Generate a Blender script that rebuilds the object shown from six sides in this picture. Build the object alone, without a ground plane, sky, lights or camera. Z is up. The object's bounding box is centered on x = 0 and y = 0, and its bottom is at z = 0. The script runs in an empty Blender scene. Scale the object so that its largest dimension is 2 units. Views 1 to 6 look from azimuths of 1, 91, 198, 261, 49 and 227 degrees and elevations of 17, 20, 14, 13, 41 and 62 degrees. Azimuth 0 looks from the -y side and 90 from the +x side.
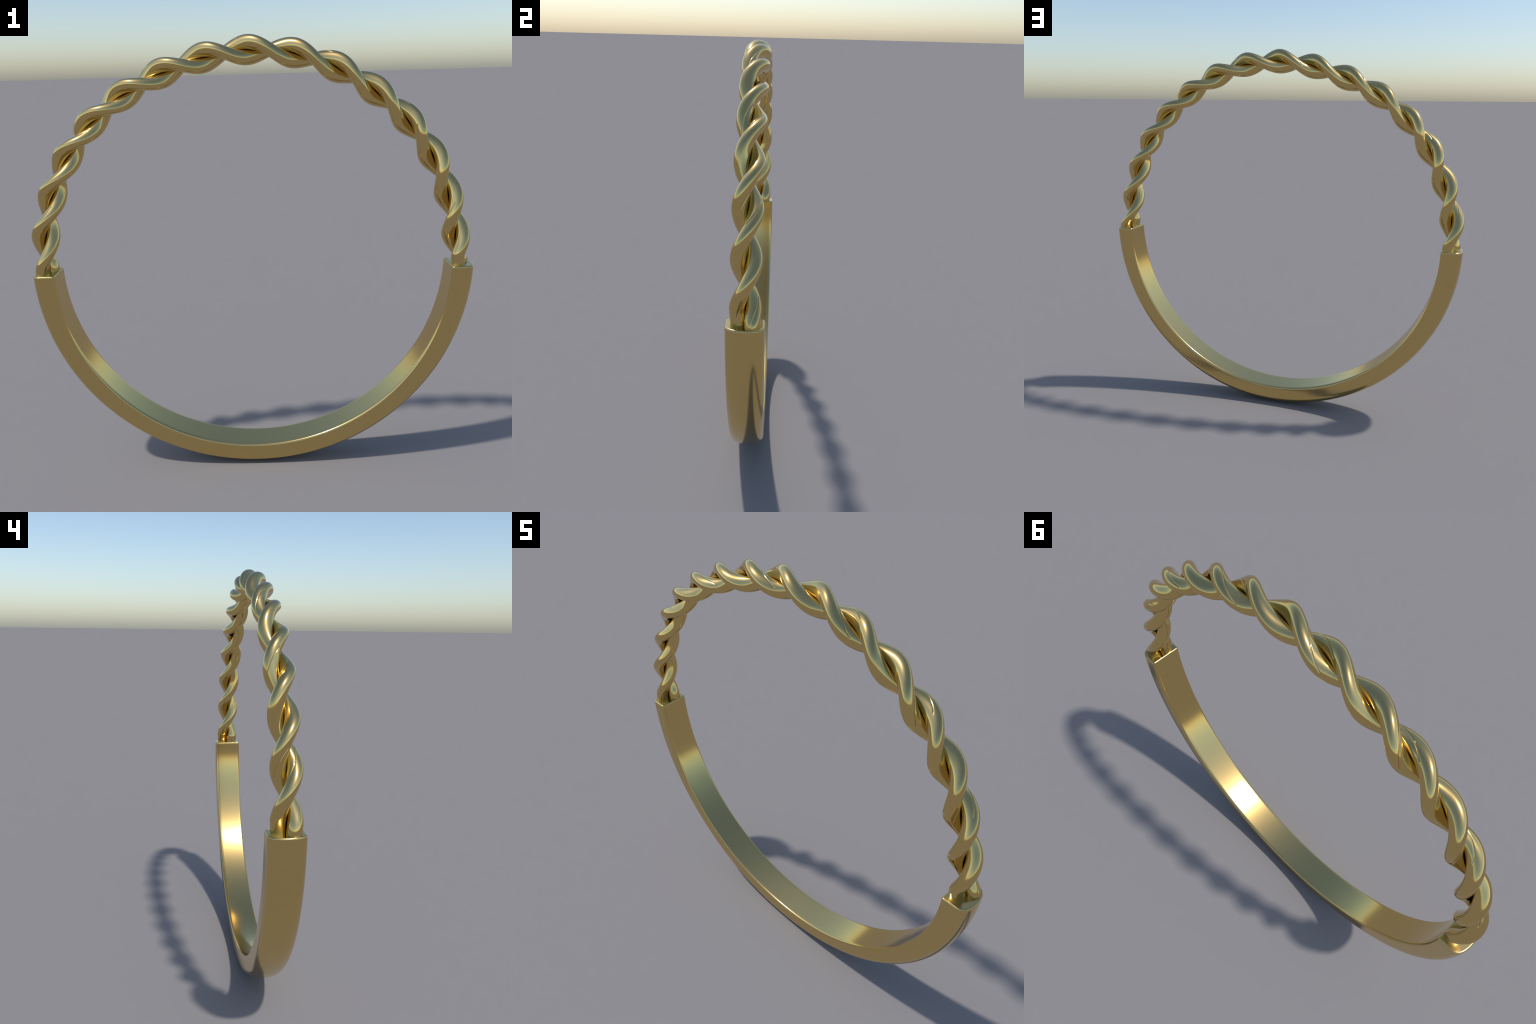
import bpy, math
import numpy as np

# ---------------------------------------------------------------- dimensions (metres)
CENTRE_Z = 0.9992            # ring centre height
YAW = 0.0083              # the ring stands turned by about half a degree
BAND_INNER, BAND_OUTER = 0.8905, 0.9992
BAND_HALF_WIDTH = 0.0752
BAND_END_Z = 0.9955       # where the plain half ends and the rope begins
RIM = 0.007              # soft bevel round the end faces

TWIST = 15.545            # strand turns (radians of twist per radian of arc)
TWIST_PHASE = 0.0
ROPE_AMPLITUDE = 0.0321   # strand centre to rope axis
STRAND_RADIUS = 0.0295
STRAND_INWARD = 0.0326    # the inner side is drawn in until the strands just touch
CREASE_DEPTH, CREASE_WIDTH = 0.0019, 0.075     # shallow lengthwise groove that reads as a fine dark line
CREASES = [(-76, [(227, 325), (44, 95)]), (105, [(41, 157)])]   # side of the wire, part of each turn (degrees)
STRAIGHTEN_FROM, STRAIGHTEN_OVER = 87.0, 3.5   # degrees: the twist dies out at the ends
# hand-bent rope axis: (degrees from the top, towards +x ; distance from the ring centre)
ROPE_AXIS = [(-93, .9390), (-89, .9395), (-84, .9418), (-72, .9425), (-55, .9430), (-45, .9405), (-35, .9335),
             (-25, .9268), (-16, .9262), (-6, .9330), (4, .9388), (12, .9395), (22, .9365),
             (34, .9310), (46, .9300), (58, .9295), (68, .9262), (78, .9250), (84, .9255), (87, .9290), (90, .9425), (93, .9440)]


def turned(p):
    p = np.asarray(p, float)
    q = p.copy()
    q[..., 1] = p[..., 1] + YAW * p[..., 0]
    return q


# ---------------------------------------------------------------- material
def polished_gold(name, roughness):
    m = bpy.data.materials.new(name)
    m.use_nodes = True
    nt = m.node_tree
    b = nt.nodes["Principled BSDF"]
    b.inputs["Metallic"].default_value = 1.0
    tc = nt.nodes.new("ShaderNodeTexCoord")
    n = nt.nodes.new("ShaderNodeTexNoise")
    n.inputs["Scale"].default_value = 7.0
    n.inputs["Detail"].default_value = 3.0
    nt.links.new(tc.outputs["Object"], n.inputs["Vector"])
    ramp = nt.nodes.new("ShaderNodeValToRGB")
    ramp.color_ramp.elements[0].position = 0.3
    ramp.color_ramp.elements[0].color = GOLD_A
    ramp.color_ramp.elements[1].position = 0.7
    ramp.color_ramp.elements[1].color = GOLD_B
    nt.links.new(n.outputs["Fac"], ramp.inputs["Fac"])
    nt.links.new(ramp.outputs["Color"], b.inputs["Base Color"])
    b.inputs["Roughness"].default_value = roughness
    return m


GOLD_A = (0.674, 0.496, 0.194, 1)
GOLD_B = (0.680, 0.501, 0.197, 1)


# ---------------------------------------------------------------- geometry helpers
def mesh_object(name, verts, faces, mat, parent):
    me = bpy.data.meshes.new(name)
    me.from_pydata([tuple(v) for v in verts], [], faces)
    me.update()
    me.polygons.foreach_set("use_smooth", [True] * len(me.polygons))
    me.materials.append(mat)
    ob = bpy.data.objects.new(name, me)
    bpy.context.scene.collection.objects.link(ob)
    ob.parent = parent
    return ob


def loft(rings, cap=True):
    """Skin closed rings of equal length; rings: (n, m, 3)."""
    n, m, _ = rings.shape
    faces = []
    for i in range(n - 1):
        for j in range(m):
            k = (j + 1) % m
            faces.append((i * m + j, i * m + k, (i + 1) * m + k, (i + 1) * m + j))
    if cap:
        faces.append(tuple(range(m))[::-1])
        faces.append(tuple((n - 1) * m + j for j in range(m)))
    return rings.reshape(-1, 3), faces


def spline(points):
    """Natural smooth interpolation (Catmull-Rom on uneven knots)."""
    xs = np.array([p[0] for p in points], float)
    ys = np.array([p[1] for p in points], float)
    sl = np.gradient(ys, xs)

    def f(x):
        x = np.asarray(x, float)
        i = np.clip(np.searchsorted(xs, x) - 1, 0, len(xs) - 2)
        h = xs[i + 1] - xs[i]
        t = (x - xs[i]) / h
        return ((2*t**3 - 3*t**2 + 1) * ys[i] + (t**3 - 2*t**2 + t) * h * sl[i]
                + (-2*t**3 + 3*t**2) * ys[i+1] + (t**3 - t**2) * h * sl[i+1])
    return f


# ---------------------------------------------------------------- band
def band_section(inset=0.0):
    """Flat inside with small rounded corners, crowned and well rounded outside -> (rho, y)."""
    hw, ri = BAND_HALF_WIDTH - inset, BAND_INNER + inset
    shoulder, ro = 0.955, BAND_OUTER - inset
    fil = max(0.010 - inset, 0.003)
    pts = []
    for s in np.linspace(-1, 1, 14)[1:-1]:                        # inner face
        pts.append((ri, s * (hw - fil)))
    for a in np.linspace(0, math.pi / 2, 8):                      # inner corner, +y
        pts.append((ri + fil - fil * math.cos(a), hw - fil + fil * math.sin(a)))
    for s in np.linspace(0, 1, 8)[1:-1]:                          # side, +y
        pts.append((ri + fil + s * (shoulder - ri - fil), hw))
    e = 2 / 2.28
    for a in np.linspace(0, math.pi, 41):                         # crowned outside
        c, sn = math.cos(a), math.sin(a)
        pts.append((shoulder + (ro - shoulder) * abs(sn) ** e,
                    hw * math.copysign(abs(c) ** e, c)))
    for s in np.linspace(1, 0, 8)[1:-1]:
        pts.append((ri + fil + s * (shoulder - ri - fil), -hw))
    for a in np.linspace(math.pi / 2, 0, 8):
        pts.append((ri + fil - fil * math.cos(a), -hw + fil - fil * math.sin(a)))
    return np.array(pts)


def build_band(mat, parent):
    end = math.asin((CENTRE_Z - BAND_END_Z + RIM) / 0.945)         # angle below the horizontal
    a0, a1 = math.pi + end, 2 * math.pi - end
    rings = []

    def ring(angle, inset, lift):
        s = band_section(inset)
        x = s[:, 0] * math.cos(angle)
        z = CENTRE_Z + s[:, 0] * math.sin(angle) + lift
        return turned(np.stack([x, s[:, 1], z], 1))
    arcs = np.linspace(0, math.pi / 2, 6)
    for ins in (RIM * 2.2, RIM * 1.25):
        rings.append(ring(a0, ins, RIM))
    for a in arcs[::-1]:
        rings.append(ring(a0, RIM * (1 - math.cos(a)), RIM * math.sin(a)))
    for t in np.linspace(a0, a1, 262)[1:-1]:
        rings.append(ring(t, 0, 0))
    for a in arcs:
        rings.append(ring(a1, RIM * (1 - math.cos(a)), RIM * math.sin(a)))
    for ins in (RIM * 1.25, RIM * 2.2):
        rings.append(ring(a1, ins, RIM))
    v, f = loft(np.array(rings))
    return mesh_object("band", v, f, mat, parent)


# ---------------------------------------------------------------- rope strands
def build_strand(index, mat, parent):
    radius_at = spline(ROPE_AXIS)
    rings = []
    # points round the wire, closer together at its lengthwise crease
    side, spans = CREASES[index]
    q = np.linspace(-1, 1, 72, endpoint=False)
    off = math.pi * (0.25 * q + 0.75 * q ** 3)
    th = math.radians(side) + off
    crease = CREASE_DEPTH * np.exp(-(off / CREASE_WIDTH) ** 2)
    c = np.cos(th)
    for deg in np.linspace(-91.6, 91.6, 900):
        ph = math.radians(deg)
        e = min(max(abs(deg) - STRAIGHTEN_FROM, 0), STRAIGHTEN_OVER)
        lost = e * e / (2 * STRAIGHTEN_OVER) + max(abs(deg) - STRAIGHTEN_FROM - STRAIGHTEN_OVER, 0)
        t = TWIST * math.copysign(math.radians(abs(deg) - lost), deg) + TWIST_PHASE + index * math.pi
        turn = math.degrees(t) % 360
        open_ = max(min(1, max(0, 1 + min(turn - lo, hi - turn) / 6)) for lo, hi in spans)
        d = crease * open_
        u = ROPE_AMPLITUDE + (np.where(c > 0, STRAND_RADIUS, STRAND_INWARD) - d) * c   # away from the rope axis
        w = (STRAND_RADIUS - d) * np.sin(th)
        rad = radius_at(deg) + u * math.cos(t) + w * math.sin(t)
        y = -u * math.sin(t) + w * math.cos(t)
        rings.append(turned(np.stack([rad * math.sin(ph), y, 1.0 + rad * math.cos(ph)], 1)))
    v, f = loft(np.array(rings))
    return mesh_object("strand", v, f, mat, parent)


# ---------------------------------------------------------------- assemble
ring_root = bpy.data.objects.new("finger_ring", None)
bpy.context.scene.collection.objects.link(ring_root)
ring_root["label"] = "polished gold ring, plain lower half, two-strand twisted rope upper half"
ring_root["category"] = "ring"

build_band(polished_gold("satin_gold", 0.145), ring_root)
bright = polished_gold("bright_gold", 0.10)
for i in (0, 1):
    build_strand(i, bright, ring_root)
